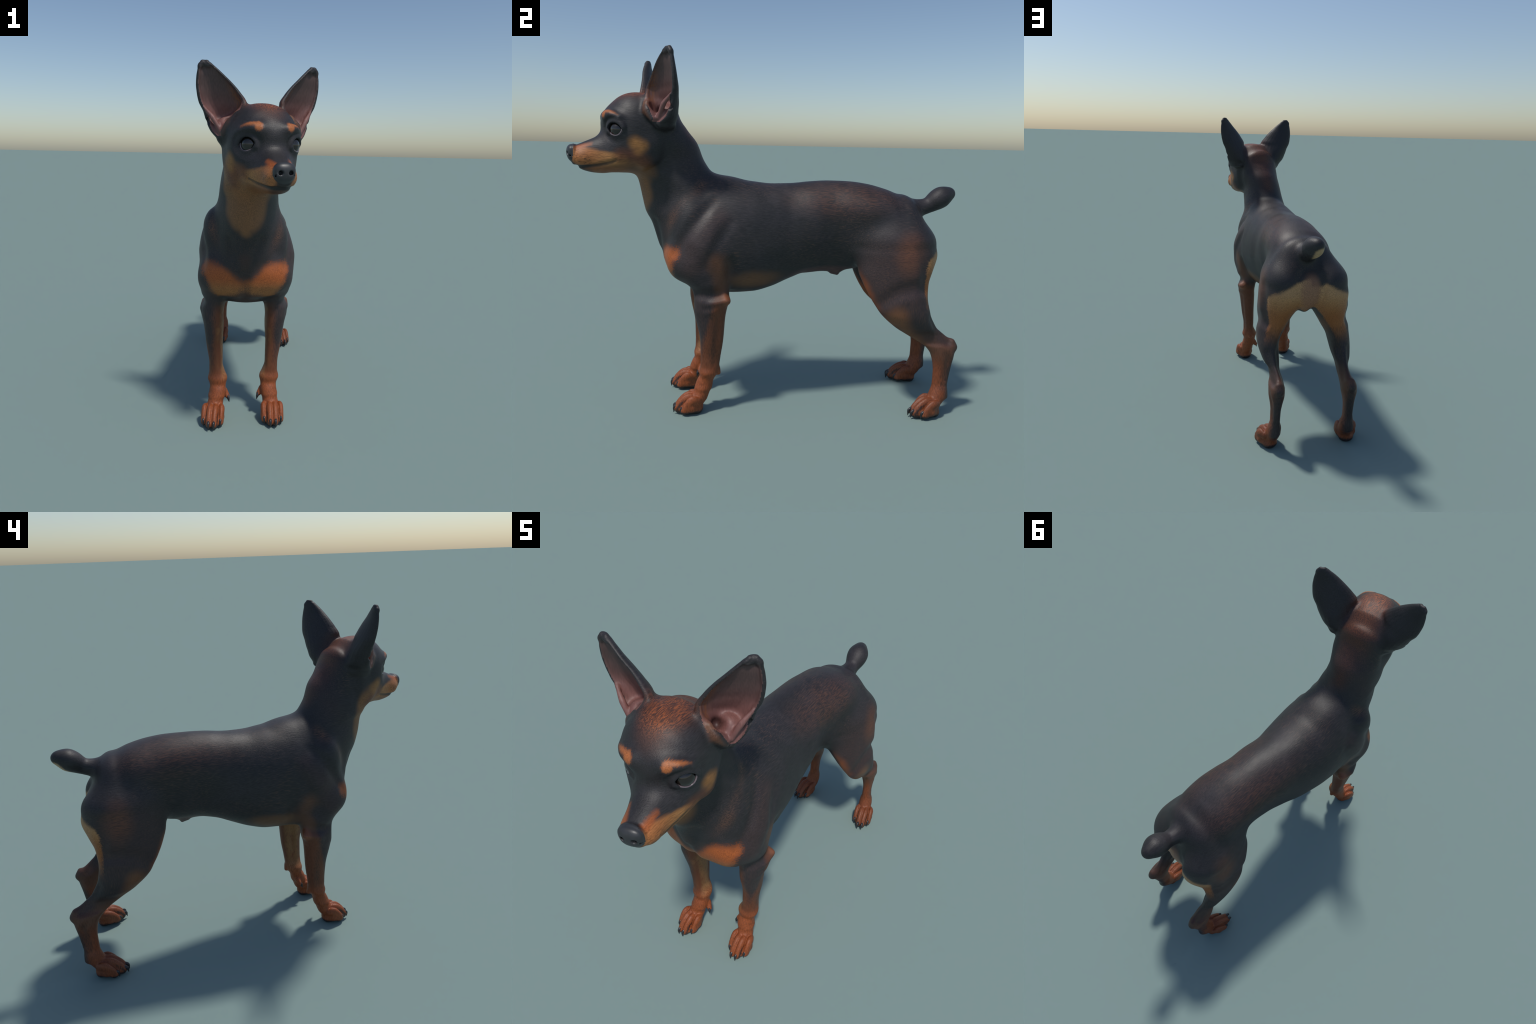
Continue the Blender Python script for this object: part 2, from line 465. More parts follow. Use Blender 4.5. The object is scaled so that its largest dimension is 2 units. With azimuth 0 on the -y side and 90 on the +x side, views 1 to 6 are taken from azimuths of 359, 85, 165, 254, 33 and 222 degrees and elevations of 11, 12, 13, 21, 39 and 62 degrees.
    B.add(Ellipsoid((.005, .735, .788), (.036, .055, .050)), .03)
    B.add(Ellipsoid((.008, .80, .875), (.060, .040, .085)), .05)
    # head
    B.add(Tube(HEAD, CRANIUM, .060, .166, capn=2.2), .06)
    B.add(Ellipsoid(H(0, -.012, 1.488), (.062, .054, .062), [HS, HF, (0, 0, 1)]), .05)      # between the brows
    B.add(Tube(HEAD, MUZZLE, .06, .022), .045)
    for s in (1, -1):
        B.add(Ellipsoid(H(s * .112 - .010, -.15, 1.36), (.037, .06, .07), [HS, HF, (0, 0, 1)]), .04)       # cheek
        B.add(Chain([H(s * .060, .026, 1.520), H(s * .096, .010, 1.523), H(s * .124, -.022, 1.505)], [.012, .012, .009]), .05)  # brow
        B.add(Ellipsoid(H(s * .036, .125, 1.325), (.032, .05, .036), [HS, HF, (0, 0, 1)]), .02)   # upper lip
    B.add(Tube(HEAD, [(.155, -.036, .036, 1.322, 1.380, 2.3), (.178, -.0465, .0465, 1.304, 1.3885, 2.4, 1.352), (.188, -.0455, .0455, 1.306, 1.3865, 2.4, 1.352)], .01, .024, pad=.05), .008)             # nose pad
    for s in (1, -1):
        c, ax = eye_axes(s)
        B.cut(Ellipsoid(c + .046 * ax[0], (.046, .036, .046), ax), .04)                              # socket
        B.add(Ellipsoid(c, (EYE_R + .0045,) * 3), .026)
        B.add(Chain(eye_ring(s, .95, .80, .004, math.radians(-15), math.radians(195), 14), [.003] + [.0095] * 12 + [.003], sub=2), .018)     # upper lid
        B.cut(Lens(c + .052 * ax[0], ax, .050, .0300, .0430), .004)
        B.cut(Ellipsoid(c, (EYE_R,) * 3), .003)
        # mouth groove
        line, n = B.settle([H(s * a, b, c) for a, b, c in ((.112, -.004, 1.309), (.104, .018, 1.299), (.096, .045, 1.291), (.084, .075, 1.284), (.070, .105, 1.279), (.056, .135, 1.277), (.030, .158, 1.281), (.0, .166, 1.288))])
        B.cut(Chain(line + n * .003, [.004] + [.0075] * 6 + [.006]), .012)
        if s > 0:
            B.mouth_line = [tuple(HEAD.to(p[None])[0][[0, 2, 1]]) for p in line]
        # nostril
        B.cut(Chain([H(s * .019, .222, 1.344), H(s * .023, .198, 1.345), H(s * .037, .192, 1.334)], [.0095, .008, .0035]), .005)
        # ear: shell, filled bowl, tragus tuft, fold of the outer edge and the little pocket behind it
        B.add(Ellipsoid(H(s * .160, -.226 - .010 * s, 1.525), (.050, .040, .052), [HS, HF, (0, 0, 1)]), .05)
        B.add(Ear(s), .028)
        B.add(Chain([H(s * .241, -.214 - .012 * s, 1.797), H(s * .262, -.225 - .013 * s, 1.8045), H(s * .275, -.231 - .014 * s, 1.795)], [.009] * 3), .014)
        B.add(Chain([H(s * .138, -.152 - .008 * s, 1.580), H(s * .156, -.148 - .008 * s, 1.545), H(s * .176, -.165 - .009 * s, 1.510)], [.012, .018, .011]), .035)
        B.add(Chain([H(s * .252, -.232 - .012 * s, 1.612), H(s * .222, -.206 - .011 * s, 1.572), H(s * .190, -.190 - .010 * s, 1.515)], [.006, .012, .010]), .012)
        B.cut(Chain([H(s * .160, -.165 - .009 * s, 1.590), H(s * .140, -.195 - .009 * s, 1.560), H(s * .128, -.208 - .008 * s, 1.546)], [.018, .020, .016]), .028)
        B.cut(Ellipsoid(H(s * .240, -.226 - .012 * s, 1.562), (.010, .018, .016), [HS, HF, (0, 0, 1)]), .008)
    return B, claws
# ---- END OF FIELD ----

# =========================================================================
#  POLYGONISING THE FIELD (surface nets)
# =========================================================================
GRID = .0045

def gradient(B, P, e=.0015):
    k = V(1, 1, 1), V(1, -1, -1), V(-1, 1, -1), V(-1, -1, 1)
    D = np.array(k)
    f = B((P[:, None] + e * D).reshape(-1, 3)).reshape(-1, 4)
    return f.astype(float) @ D / (4 * e), f.mean(1).astype(float)

def project(B, P, steps=3, most=.004):
    for _ in range(steps):
        g, F = gradient(B, P); n2 = (g ** 2).sum(1) + 1e-6
        st = -(F / n2)[:, None] * g
        ln = np.linalg.norm(st, axis=1, keepdims=True)
        P = P + st * np.minimum(1, most / (ln + 1e-12))
    return P

def polygonise(B, lo, hi, h=GRID, nb=5):
    lo = np.asarray(lo, float); dims = np.ceil((np.asarray(hi) - lo) / (h * nb)).astype(int)
    ix = np.stack(np.meshgrid(*[np.arange(d) for d in dims], indexing="ij"), -1).reshape(-1, 3)
    ctr = lo + (ix + .5) * nb * h
    Fc = B(ctr)
    near = np.nonzero(np.abs(Fc) < nb * h * 1.5)[0]
    vol = np.repeat(np.repeat(np.repeat(np.sign(Fc).astype(np.int8).reshape(dims), nb, 0), nb, 1), nb, 2)
    off = np.stack(np.meshgrid(*[np.arange(nb)] * 3, indexing="ij"), -1).reshape(-1, 3)
    for c in range(0, len(near), 12000):
        b = near[c:c + 12000]
        cell = (ix[b][:, None] * nb + off[None]).reshape(-1, 3)
        s = np.where(B(lo + cell * h) < 0, -1, 1).astype(np.int8)
        vol[cell[:, 0], cell[:, 1], cell[:, 2]] = s
    ins = vol < 0
    n = np.array(ins.shape) - 1
    cnt = np.zeros(n, np.uint8)
    for a in (0, 1):
        for b in (0, 1):
            for c in (0, 1):
                cnt += ins[a:a + n[0], b:b + n[1], c:c + n[2]]
    act = np.nonzero((cnt > 0) & (cnt < 8))
    vid = np.full(n, -1, np.int32); vid[act] = np.arange(len(act[0]))
    P = lo + (np.stack(act, 1) + .5) * h
    quads = []
    for ax in range(3):
        a = [slice(None)] * 3; b = [slice(None)] * 3
        a[ax] = slice(0, -1); b[ax] = slice(1, None)
        u, w = (ax + 1) % 3, (ax + 2) % 3
        i0 = ins[tuple(a)]; i1 = ins[tuple(b)]
        e = np.stack(np.nonzero(i0 != i1), 1)
        e = e[(e[:, u] > 0) & (e[:, w] > 0) & (e[:, u] < n[u]) & (e[:, w] < n[w])]
        flip = i1[e[:, 0], e[:, 1], e[:, 2]]
        eu = np.eye(3, dtype=int)[u]; ew = np.eye(3, dtype=int)[w]
        q = np.stack([vid[tuple((e - eu - ew).T)], vid[tuple((e - ew).T)], vid[tuple(e.T)], vid[tuple((e - eu).T)]], 1)
        q[flip] = q[flip][:, ::-1]
        quads.append(q)
    Q = np.concatenate(quads)
    return P, Q

def relax(P, Q, w=.5):
    s = np.zeros_like(P); c = np.zeros(len(P))
    for i in range(4):
        j = (i + 1) % 4
        for a, b in ((i, j), (j, i)):
            for k in range(3):
                s[:, k] += np.bincount(Q[:, a], P[Q[:, b], k], len(P))
            c += np.bincount(Q[:, a], minlength=len(P))
    return P + w * (s / np.maximum(c, 1)[:, None] - P)

def body_surface(B):
    P, Q = polygonise(B, (-.36, -1.06, -.03), (.36, 1.06, 1.87))
    P = project(B, P, 2)
    P = relax(P, Q); P = project(B, P, 1, .002)
    # keep only the largest shell (the inside holds no stray bubbles)
    lab = np.arange(len(P))
    while True:
        m = lab[Q].min(1); new = lab.copy()
        for i in range(4):
            np.minimum.at(new, Q[:, i], m)
        new = new[new]
        if (new == lab).all():
            break
        lab = new
    big = np.bincount(lab).argmax(); keep = lab == big
    Q = Q[keep[Q].all(1)]; idx = np.cumsum(keep) - 1
    P = P[keep]; Q = idx[Q]
    # soften the trunk and limbs a little; face, ears and paws stay crisp
    q = HEADZ.to(P)
    w = np.clip((P[:, 2] - .14) / .10, 0, 1) * np.clip(((1.30 - P[:, 2]) + np.maximum(0, -.20 - q[:, 1]) * 6 * np.clip((.12 - np.abs(q[:, 0])) / .04, 0, 1)) / .10, 0, 1)
    w *= .35 + .65 * np.clip((P[:, 2] - .60) / .12, 0, 1)
    w *= np.clip((np.linalg.norm(P - V(-.016, .355, .735), axis=1) - .03) / .04, 0, 1)
    for _ in range(12):
        P = P + w[:, None] * (relax(P, Q, .6) - P)
    g, _ = gradient(B, P); N = g / (np.linalg.norm(g, axis=1, keepdims=True) + 1e-9)
    n = np.cross(P[Q[:, 2]] - P[Q[:, 0]], P[Q[:, 3]] - P[Q[:, 1]]); M = np.zeros_like(P)
    for i in range(4):
        for k in range(3):
            M[:, k] += np.bincount(Q[:, i], n[:, k], len(P))
    M /= np.linalg.norm(M, axis=1, keepdims=True) + 1e-12
    N = N * (1 - w[:, None]) + M * np.sign((M * N).sum(1, keepdims=True)) * w[:, None]
    N /= np.linalg.norm(N, axis=1, keepdims=True) + 1e-12
    return P, Q, N

# =========================================================================
#  REGIONS
# =========================================================================
def regions(C):
    """Name of the anatomical region of each face centre."""
    q = HEADZ.to(C); s, f, z = q.T
    x, y = C[:, 0], C[:, 1]
    lab = np.full(len(C), "torso", dtype=object)
    neck = (z - .90) > (y + .62) * .95
    lab[neck & (y < .1)] = "neck"
    head = (z - 1.235) > (-.10 - f) * 1.30
    head &= (z > 1.235) & (y < -.3)
    lab[head] = "head"
    for side, nm in ((1, "ear"), (-1, "ear.001")):
        d = Ear(side)(C); a = np.abs(s)
        isear = head & (d < .006) & (s * side > .06) & (z > 1.50) & (z > 1.635 - (a - .08) * 1.3)
        lab[isear] = nm
        lab[head & (d < .09) & (s * side > .06) & (z > 1.495) & Ear(side).inside(C)] = "inner_" + nm
    pad = ((s / .050) ** 2 + ((f - .190) / .036) ** 2 + ((z - 1.347) / .047) ** 2 < 1) & (f > .163 + (1.385 - z) * .10)
    lab[pad] = "nose"
    lab[(y > .835) & (z > 1.02 + (y - .83) * .5) & (np.abs(x) < .1)] = "tail"
    cxf = np.where(y < .2, CX_FRONT, CX_REAR); left = x > cxf
    fore = (y < -.15) & (z < .70 - np.maximum(0, -(y + .36)) * .3) & (np.abs(x - CX_FRONT) > .095 - np.maximum(0, .62 - z))
    lab[fore & left] = "forelimb"; lab[fore & ~left] = "forelimb.001"
    lab[(y < -.15) & (z < .125) & left] = "paw"; lab[(y < -.15) & (z < .125) & ~left] = "paw.001"
    dyr = np.where(left, 0, DY_RH); yy = y - dyr; a = np.abs(x - CX_REAR)
    hind = (y > .2) & (((z < 1.0 - np.abs(yy - .66) * .9) & (a > .11)) | ((z < .80) & (a > .055) & (yy > .42)) | (z < .65))
    lab[hind & left] = "hindlimb"; lab[hind & ~left] = "hindlimb.001"
    lab[(y > .2) & (z < .105) & left] = "paw.002"; lab[(y > .2) & (z < .105) & ~left] = "paw.003"
    return lab

# =========================================================================
#  MATERIALS (all procedural, on Object coordinates = world coordinates)
# =========================================================================
import bpy

class Graph:
    """Small expression builder for shader nodes; numbers, tuples or sockets may be mixed."""
    def __init__(self, name):
        self.m = bpy.data.materials.new(name); self.m.use_nodes = True
        self.t = self.m.node_tree; self.b = self.t.nodes["Principled BSDF"]
    def node(self, kind, **kw):
        n = self.t.nodes.new(kind)
        for k, v in kw.items():
            setattr(n, k, v)
        return n
    def feed(self, sock, v):
        if isinstance(v, bpy.types.NodeSocket):
            self.t.links.new(v, sock)
        else:
            sock.default_value = v
    def math(self, op, a, b=0.0, clamp=False):
        n = self.node("ShaderNodeMath", operation=op, use_clamp=clamp)
        self.feed(n.inputs[0], a); self.feed(n.inputs[1], b)
        return n.outputs[0]
    def add(self, a, b): return self.math("ADD", a, b)
    def sub(self, a, b): return self.math("SUBTRACT", a, b)
    def mul(self, a, b): return self.math("MULTIPLY", a, b)
    def mx(self, *a):
        r = a[0]
        for b in a[1:]:
            r = self.math("MAXIMUM", r, b)
        return r
    def mn(self, a, b): return self.math("MINIMUM", a, b)
    def inv(self, a): return self.math("SUBTRACT", 1.0, a)
    def ramp(self, x, x0, x1, y0=0.0, y1=1.0):
        n = self.node("ShaderNodeMapRange", interpolation_type="SMOOTHSTEP")
        self.feed(n.inputs["Value"], x)
        if x0 > x1:
            x0, x1, y0, y1 = x1, x0, y1, y0
        for k, v in (("From Min", x0), ("From Max", x1), ("To Min", y0), ("To Max", y1)):
            n.inputs[k].default_value = v
        return n.outputs["Result"]
    def vec(self, op, a, b=None, scale=None):
        n = self.node("ShaderNodeVectorMath", operation=op)
        self.feed(n.inputs[0], a)
        if b is not None:
            self.feed(n.inputs[1], b)
        if scale is not None:
            self.feed(n.inputs["Scale"], scale)
        return n.outputs["Value" if op in ("DOT_PRODUCT", "LENGTH") else "Vector"]
    def xyz(self, x, y, z):
        n = self.node("ShaderNodeCombineXYZ")
        for i, v in enumerate((x, y, z)):
            self.feed(n.inputs[i], v)
        return n.outputs[0]
    def split(self, v):
        n = self.node("ShaderNodeSeparateXYZ"); self.feed(n.inputs[0], v); return n.outputs[:3]
    def noise(self, v, scale, detail=3, rough=.55):
        n = self.node("ShaderNodeTexNoise"); self.feed(n.inputs["Vector"], v)
        n.inputs["Scale"].default_value = scale; n.inputs["Detail"].default_value = detail; n.inputs["Roughness"].default_value = rough
        return n.outputs["Fac"]
    def mix(self, f, a, b):
        n = self.node("ShaderNodeMix", data_type="RGBA", clamp_factor=True)
        self.feed(n.inputs[0], f)
        for s, v in ((n.inputs[6], a), (n.inputs[7], b)):
            self.feed(s, v if isinstance(v, bpy.types.NodeSocket) else tuple(v) + (1,))
        return n.outputs[2]
    def mulcol(self, col, f):
        n = self.node("ShaderNodeVectorMath", operation="SCALE"); self.feed(n.inputs[0], col); self.feed(n.inputs["Scale"], f)
        return n.outputs["Vector"]
    # soft masks ---------------------------------------------------------
    def ball(self, P, c, r, soft, jit=0.0):
        """1 inside the ellipsoid (c, r), fading over the relative width soft; jit shifts the edge."""
        d = self.vec("LENGTH", self.vec("DIVIDE", self.vec("SUBTRACT", P, tuple(c)), tuple(r)))
        if not isinstance(jit, float):
            d = self.add(d, self.mul(jit, 1.0 / min(r)))
        return self.ramp(d, 1 + soft, 1 - soft)
    def rod(self, P, a, b, ra, rb, soft, jit=0.0):
        """1 inside the round cone a-b; soft is an absolute width."""
        a, b = V(*a), V(*b); ab = b - a
        pa = self.vec("SUBTRACT", P, tuple(a))
        h = self.math("MULTIPLY", self.vec("DOT_PRODUCT", pa, tuple(ab)), 1 / float(ab @ ab), clamp=True)
        d = self.vec("LENGTH", self.vec("SUBTRACT", pa, self.vec("SCALE", tuple(ab), scale=h)))
        d = self.sub(d, self.add(self.mul(h, rb - ra), ra))
        if not isinstance(jit, float):
            d = self.add(d, jit)
        return self.ramp(d, soft, -soft)
    def path(self, P, pts, radii, soft, jit=0.0):
        r = None
        for i in range(len(pts) - 1):
            m = self.rod(P, pts[i], pts[i + 1], radii[i], radii[i + 1], soft, jit)
            r = m if r is None else self.mx(r, m)
        return r

BLACK = (.0225, .0205, .0215)
UMBER = (.050, .030, .029)
RUST = (.135, .044, .020)
TAN = (.330, .086, .021)
GOLD = (.330, .150, .050)

def coat_material(kind, mouth_line):
    """Coat of one region; regions that meet share every mask that reaches their border."""
    g = Graph("black_and_tan_coat_of_" + kind)
    tc = g.node("ShaderNodeTexCoord"); P = tc.outputs["Object"]
    x, y, z = g.split(P)
    # the two sides share one set of masks: xm = distance from the bent mid-plane
    cx = g.ramp(y, -.3, .6, CX_FRONT, CX_REAR)
    dx = g.sub(x, cx); xm = g.math("ABSOLUTE", dx); right = g.math("LESS_THAN", dx, 0.0)
    low = g.ramp(z, .80, .66); foreq = g.math("LESS_THAN", y, .15)
    dyf = g.mul(g.mul(right, low), g.mul(foreq, -DY_RF)); dyh = g.mul(right, g.mul(g.inv(foreq), -DY_RH))
    ym = g.add(g.add(y, dyf), dyh)
    Bc = g.xyz(xm, ym, z)
    rel = g.vec("SUBTRACT", P, tuple(HO))
    s = g.math("ABSOLUTE", g.vec("DOT_PRODUCT", rel, tuple(HS))); f = g.vec("DOT_PRODUCT", rel, tuple(HF))
    Hc = g.xyz(s, f, z)
    # fur: fine strands run back along the trunk and down the legs
    legs = g.ramp(z, .75, .62)
    warp = g.noise(P, 5.0, 2)
    yb = g.add(y, g.mul(warp, .05)); zb = g.add(z, g.mul(warp, .06))
    st_b = g.noise(g.xyz(g.mul(x, 9.0), g.add(g.mul(y, .9), g.mul(z, .3)), g.mul(zb, 9.0)), 30.0, 4, .6)
    st_l = g.noise(g.xyz(g.mul(x, 9.0), g.mul(yb, 9.0), g.mul(z, 1.3)), 30.0, 4, .6)
    streak = g.add(g.mul(st_b, g.inv(legs)), g.mul(st_l, legs))
    st = g.sub(streak, .5)
    blot = g.noise(P, 7.0, 3)
    jit = g.add(g.mul(st, .055), g.mul(g.sub(blot, .5), .035))
    jh = g.mul(st, .028)
    bk = g.ramp(st, -.10, .14)
    col = [g.mix(g.ramp(blot, .38, .72), BLACK, (.030, .026, .029))]

    def lay(where, mask, c, amount=1.0):
        """Lays colour c where the mask says, in the regions named by their first letters."""
        if kind[0] not in where:
            return
        m = mask() if callable(mask) else mask
        c = c() if callable(c) else c
        col[0] = g.mix(g.mul(m, amount) if amount != 1.0 else m, col[0], c)

    body = "nthfl"                                   # neck, torso, head, forelimb; "r" = rear limb, "d" = dock (tail)
    # --- brown casts in the black coat
    lay("tr", lambda: g.mul(g.ball(Bc, (.10, .36, 1.13), (.12, .26, .085), .55, jit), g.add(g.mul(bk, .75), .15)), RUST, .48)
    lay("ntf", lambda: g.path(Bc, [(.20, -.27, 1.05), (.23, -.40, .90), (.235, -.40, .72)], [.035, .06, .09], .05, jit), UMBER, .75)
    lay("ntf", lambda: g.mul(g.path(Bc, [(.135, -.36, 1.20), (.165, -.50, 1.04), (.13, -.585, .90), (.08, -.59, .84)], [.018, .022, .014, .016], .03, jit), g.add(g.mul(bk, .8), .1)), (.20, .085, .045), .70)
    lay("tr", lambda: g.ball(Bc, (.24, .62, .72), (.16, .20, .24), .45, jit), UMBER, .80)
    lay("tr", lambda: g.mul(g.ball(Bc, (.245, .675, .875), (.13, .06, .085), .8, jit), g.add(g.mul(bk, .5), .4)), (.26, .085, .030), .6)
    lay("tfn", lambda: g.path(Bc, [(.235, -.285, .83), (.235, -.245, .72), (.23, -.225, .62)], [.03, .05, .05], .05, jit), (.17, .065, .028), .85)
    lay("tf", lambda: g.ball(Bc, (.20, -.085, .715), (.14, .13, .055), .55, jit), (.19, .085, .035), .70)
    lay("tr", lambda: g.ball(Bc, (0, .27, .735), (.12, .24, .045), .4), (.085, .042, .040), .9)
    # --- warm brown hairs all through the black
    lay("tnrf", lambda: g.mul(g.ramp(st, .02, .16), g.ramp(g.noise(P, 4.0, 2), .42, .62)), (.062, .034, .024), .7)
    # --- nape and crown
    lay("hne", lambda: g.mul(g.path(Hc, [(0, -.02, 1.62), (0, -.14, 1.64), (0, -.26, 1.60), (0, -.36, 1.47), (0, -.44, 1.33)], [.040, .075, .080, .065, .020], .065, jit), g.add(g.mul(bk, .40), .55)), RUST, .95)
    lay("he", lambda: g.mul(g.ball(Hc, (0, -.10, 1.645), (.085, .11, .05), .5, jh), g.ramp(st, -.12, .16)), TAN, .55)
    lay("hn", lambda: g.path(Bc, [(.03, -.42, 1.45), (.10, -.45, 1.30)], [.06, .03], .08, jit), UMBER, .6)
    # --- tan on the front legs
    if kind[0] in "tfn":
        fl = g.mul(g.ramp(g.add(z, g.mul(jit, 2.0)), .67, .58), g.math("LESS_THAN", y, -.1))
        lay("tfn", fl, (.140, .043, .017))  # leg brown darkened to carry the shading on the forelegs
        lay("f", lambda: g.mul(fl, g.ramp(g.add(xm, jit), .128, .112)), (.28, .145, .058), .9)
        lay("f", lambda: g.mul(fl, g.path(Bc, [(.128, -.39, .50), (.128, -.385, .30)], [.012, .016], .012, jit)), GOLD, .8)
        lay("f", lambda: g.ramp(g.add(z, g.mul(jit, 1.5)), .30, .20), (.245, .062, .018))
        lay("tfn", lambda: g.path(Bc, [(.20, -.36, .74), (.205, -.36, .60), (.198, -.385, .42), (.166, -.392, .245)], [.06, .062, .036, .010], .016, jh), (.034, .026, .028), .96)
        lay("f", lambda: g.path(Bc, [(.205, -.315, .56), (.195, -.305, .42), (.172, -.312, .27)], [.010, .012, .006], .018, jit), (.060, .026, .016), .75)
        lay("f", lambda: g.mul(g.ramp(st, .02, .16), g.ramp(z, .22, .40)), (.055, .026, .018), .55)
        lay("tf", lambda: g.ball(Bc, (.215, -.225, .632), (.03, .03, .035), .5, jit), (.24, .085, .04), .8)
    # --- hind legs
    if kind[0] in "tr":
        hindq = g.inv(foreq)
        lay("r", lambda: g.ramp(g.add(z, g.mul(jit, 2.0)), .50, .36), (.125, .050, .026), .9)
        lay("r", lambda: g.ramp(g.add(z, g.mul(jit, 1.5)), .36, .24), (.185, .051, .018))  # hind tan deepened likewise, shade put into the base colour
        lay("tr", lambda: g.path(Bc, [(.15, .39, .80), (.185, .455, .715), (.185, .52, .62), (.19, .60, .53)], [.014, .020, .022, .03], .028, jit), TAN, .85)
        lay("r", lambda: g.path(Bc, [(.235, .63, .55), (.20, .72, .44), (.18, .83, .36)], [.05, .022, .02], .035, jit), (.21, .085, .034), .8)
        lay("tr", lambda: g.mul(g.mul(hindq, g.ramp(g.add(xm, jit), .15, .10)), g.ramp(z, .74, .66)), (.19, .085, .036), .85)
        lay("r", lambda: g.path(Bc, [(.21, .90, .50), (.225, .87, .43), (.215, .92, .40)], [.01, .02, .02], .02), (.04, .026, .026), .7)
        lay("r", lambda: g.path(Bc, [(.20, .990, .375), (.200, .985, .24), (.20, .985, .06)], [.028, .070, .074], .024, jh), (.024, .022, .024), .95)
        lay("r", lambda: g.path(Bc, [(.242, .915, .33), (.232, .905, .24), (.232, .90, .15)], [.012, .014, .006], .018, jit), (.060, .028, .018), .75)
        lay("r", lambda: g.mul(g.ramp(st, .02, .16), g.ramp(z, .14, .30)), (.055, .026, .018), .5)
        seat_y = g.add(g.ramp(z, .80, .98, .770, .835), g.ramp(z, .72, .56, 0, .012))
        seat = g.mul(g.mul(hindq, g.ramp(g.sub(g.add(ym, g.mul(jit, .6)), seat_y), -.006, .010)), g.mul(g.ramp(g.add(g.add(z, jit), g.mul(xm, .55)), .990, .962), g.ramp(z, .56, .70)))
        lay("tr", seat, lambda: g.mix(g.ramp(z, .92, .72), (.46, .255, .112), (.29, .102, .027)))
        lay("tr", lambda: g.mul(g.mul(hindq, g.ball(Bc, (0, .80, .87), (.055, .12, .095), .3, jit)), g.ramp(y, .68, .74)), (.27, .13, .075), .8)
    lay("d", lambda: g.path(P, [(-.005, .905, 1.060), (-.016, .968, 1.105)], [.030, .044], .008, jh), (.42, .28, .15))
    # --- chest
    if kind[0] in "ntf":
        top = g.add(.800, g.mul(g.ramp(xm, .0, .14), .085)); bot = g.sub(.715, g.mul(g.ramp(xm, .06, .17), .050))
        chest = g.mul(g.mul(g.ramp(g.sub(g.add(z, g.mul(jit, 1.8)), top), .028, -.026), g.ramp(g.sub(g.add(z, jit), bot), -.02, .03)), g.mul(g.ramp(g.sub(g.add(xm, g.mul(jit, 2.2)), g.mul(g.sub(z, .78), .45)), .205, .168), g.ramp(g.add(y, jit), -.455, -.485)))
        lay("ntf", chest, lambda: g.mix(g.ramp(z, .82, .74), TAN, (.31, .125, .040)))
        lay("ntf", lambda: g.mul(g.path(Bc, [(.05, -.60, .83), (.095, -.60, .90), (.12, -.585, .97)], [.030, .022, .008], .025, jit), g.add(g.mul(bk, .6), .2)), (.25, .095, .045), .75)
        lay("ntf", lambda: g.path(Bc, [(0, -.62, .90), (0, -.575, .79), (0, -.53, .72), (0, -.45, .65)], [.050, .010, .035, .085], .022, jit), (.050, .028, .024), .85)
    # --- throat and head markings
    lay("hn", lambda: g.mul(g.path(Bc, [(.0, -.685, 1.285), (.0, -.67, 1.17), (.0, -.655, 1.06)], [.138, .113, .026], .024, jit), g.ramp(g.add(y, g.mul(z, .30)), -.200, -.24)), (.200, .092, .037))
    lay("hn", lambda: g.ball(Hc, (0, .02, 1.26), (.11, .15, .05), .35, jh), (.22, .085, .034))
    lay("hn", lambda: g.path(Hc, [(.105, -.01, 1.285), (.13, -.10, 1.285), (.10, -.14, 1.25)], [.030, .035, .05], .03, jh), (.23, .098, .036), .9)
    lay("h", lambda: g.path(Hc, [(.055, .150, 1.330), (.085, .060, 1.318), (.125, -.035, 1.315)], [.048, .040, .030], .010, jh), lambda: g.mix(g.ramp(f, .02, .12), GOLD, (.35, .130, .040)))
    lay("h", lambda: g.path(Hc, [(.040, .158, 1.372), (.045, .10, 1.385)], [.016, .010], .010, jh), TAN, .9)
    lay("hn", lambda: g.path(Hc, [(.12, -.03, 1.335), (.15, -.10, 1.335), (.15, -.13, 1.30)], [.03, .035, .04], .03, jh), RUST, .85)
    lay("hn", lambda: g.path(Hc, [(.15, -.095, 1.395), (.15, -.130, 1.385), (.155, -.105, 1.36)], [.030, .022, .022], .022, jh), (.32, .14, .038), .9)
    lay("h", lambda: g.ball(Hc, (0, .135, 1.262), (.05, .05, .024), .4), (.05, .027, .022), .8)
    lay("h", lambda: g.path(Hc, mouth_line, [.004, .0065, .0075, .008, .009, .011, .014, .017], .005), (.016, .015, .016), .96)
    lay("h", lambda: g.ball(Hc, (EYE_C[0] + .012, EYE_C[1] + .014, EYE_C[2]), (.056, .056, .052), .18), (.022, .020, .023), .95)
    lay("h", lambda: g.ball(Hc, (.105, -.005, 1.405), (.04, .05, .028), .3, jh), (.024, .022, .025), .9)
    lay("h", lambda: g.mx(g.ball(Hc, (.070, .034, 1.532), (.017, .03, .021), .35, jh), g.path(Hc, [(.072, .030, 1.540), (.105, .012, 1.541), (.130, -.018, 1.528)], [.011, .009, .004], .008, jh)), (.36, .115, .035))
    lay("he", lambda: g.path(Hc, [(.135, -.140, 1.585), (.160, -.132, 1.545), (.182, -.152, 1.505)], [.010, .016, .008], .012, jh), (.12, .050, .026), .8)
    for a, b in (((.058, .160, 1.330), (.074, .112, 1.324)), ((.060, .152, 1.316), (.076, .108, 1.311)), ((.060, .140, 1.302), (.074, .106, 1.299))):
        lay("h", lambda: g.mul(g.path(Hc, [a, b], [.0105, .0105], .004, jh), g.ramp(g.noise(g.xyz(g.mul(f, .35), s, g.mul(z, 2.2)), 190, 1), .57, .63)), (.055, .024, .014), .75)
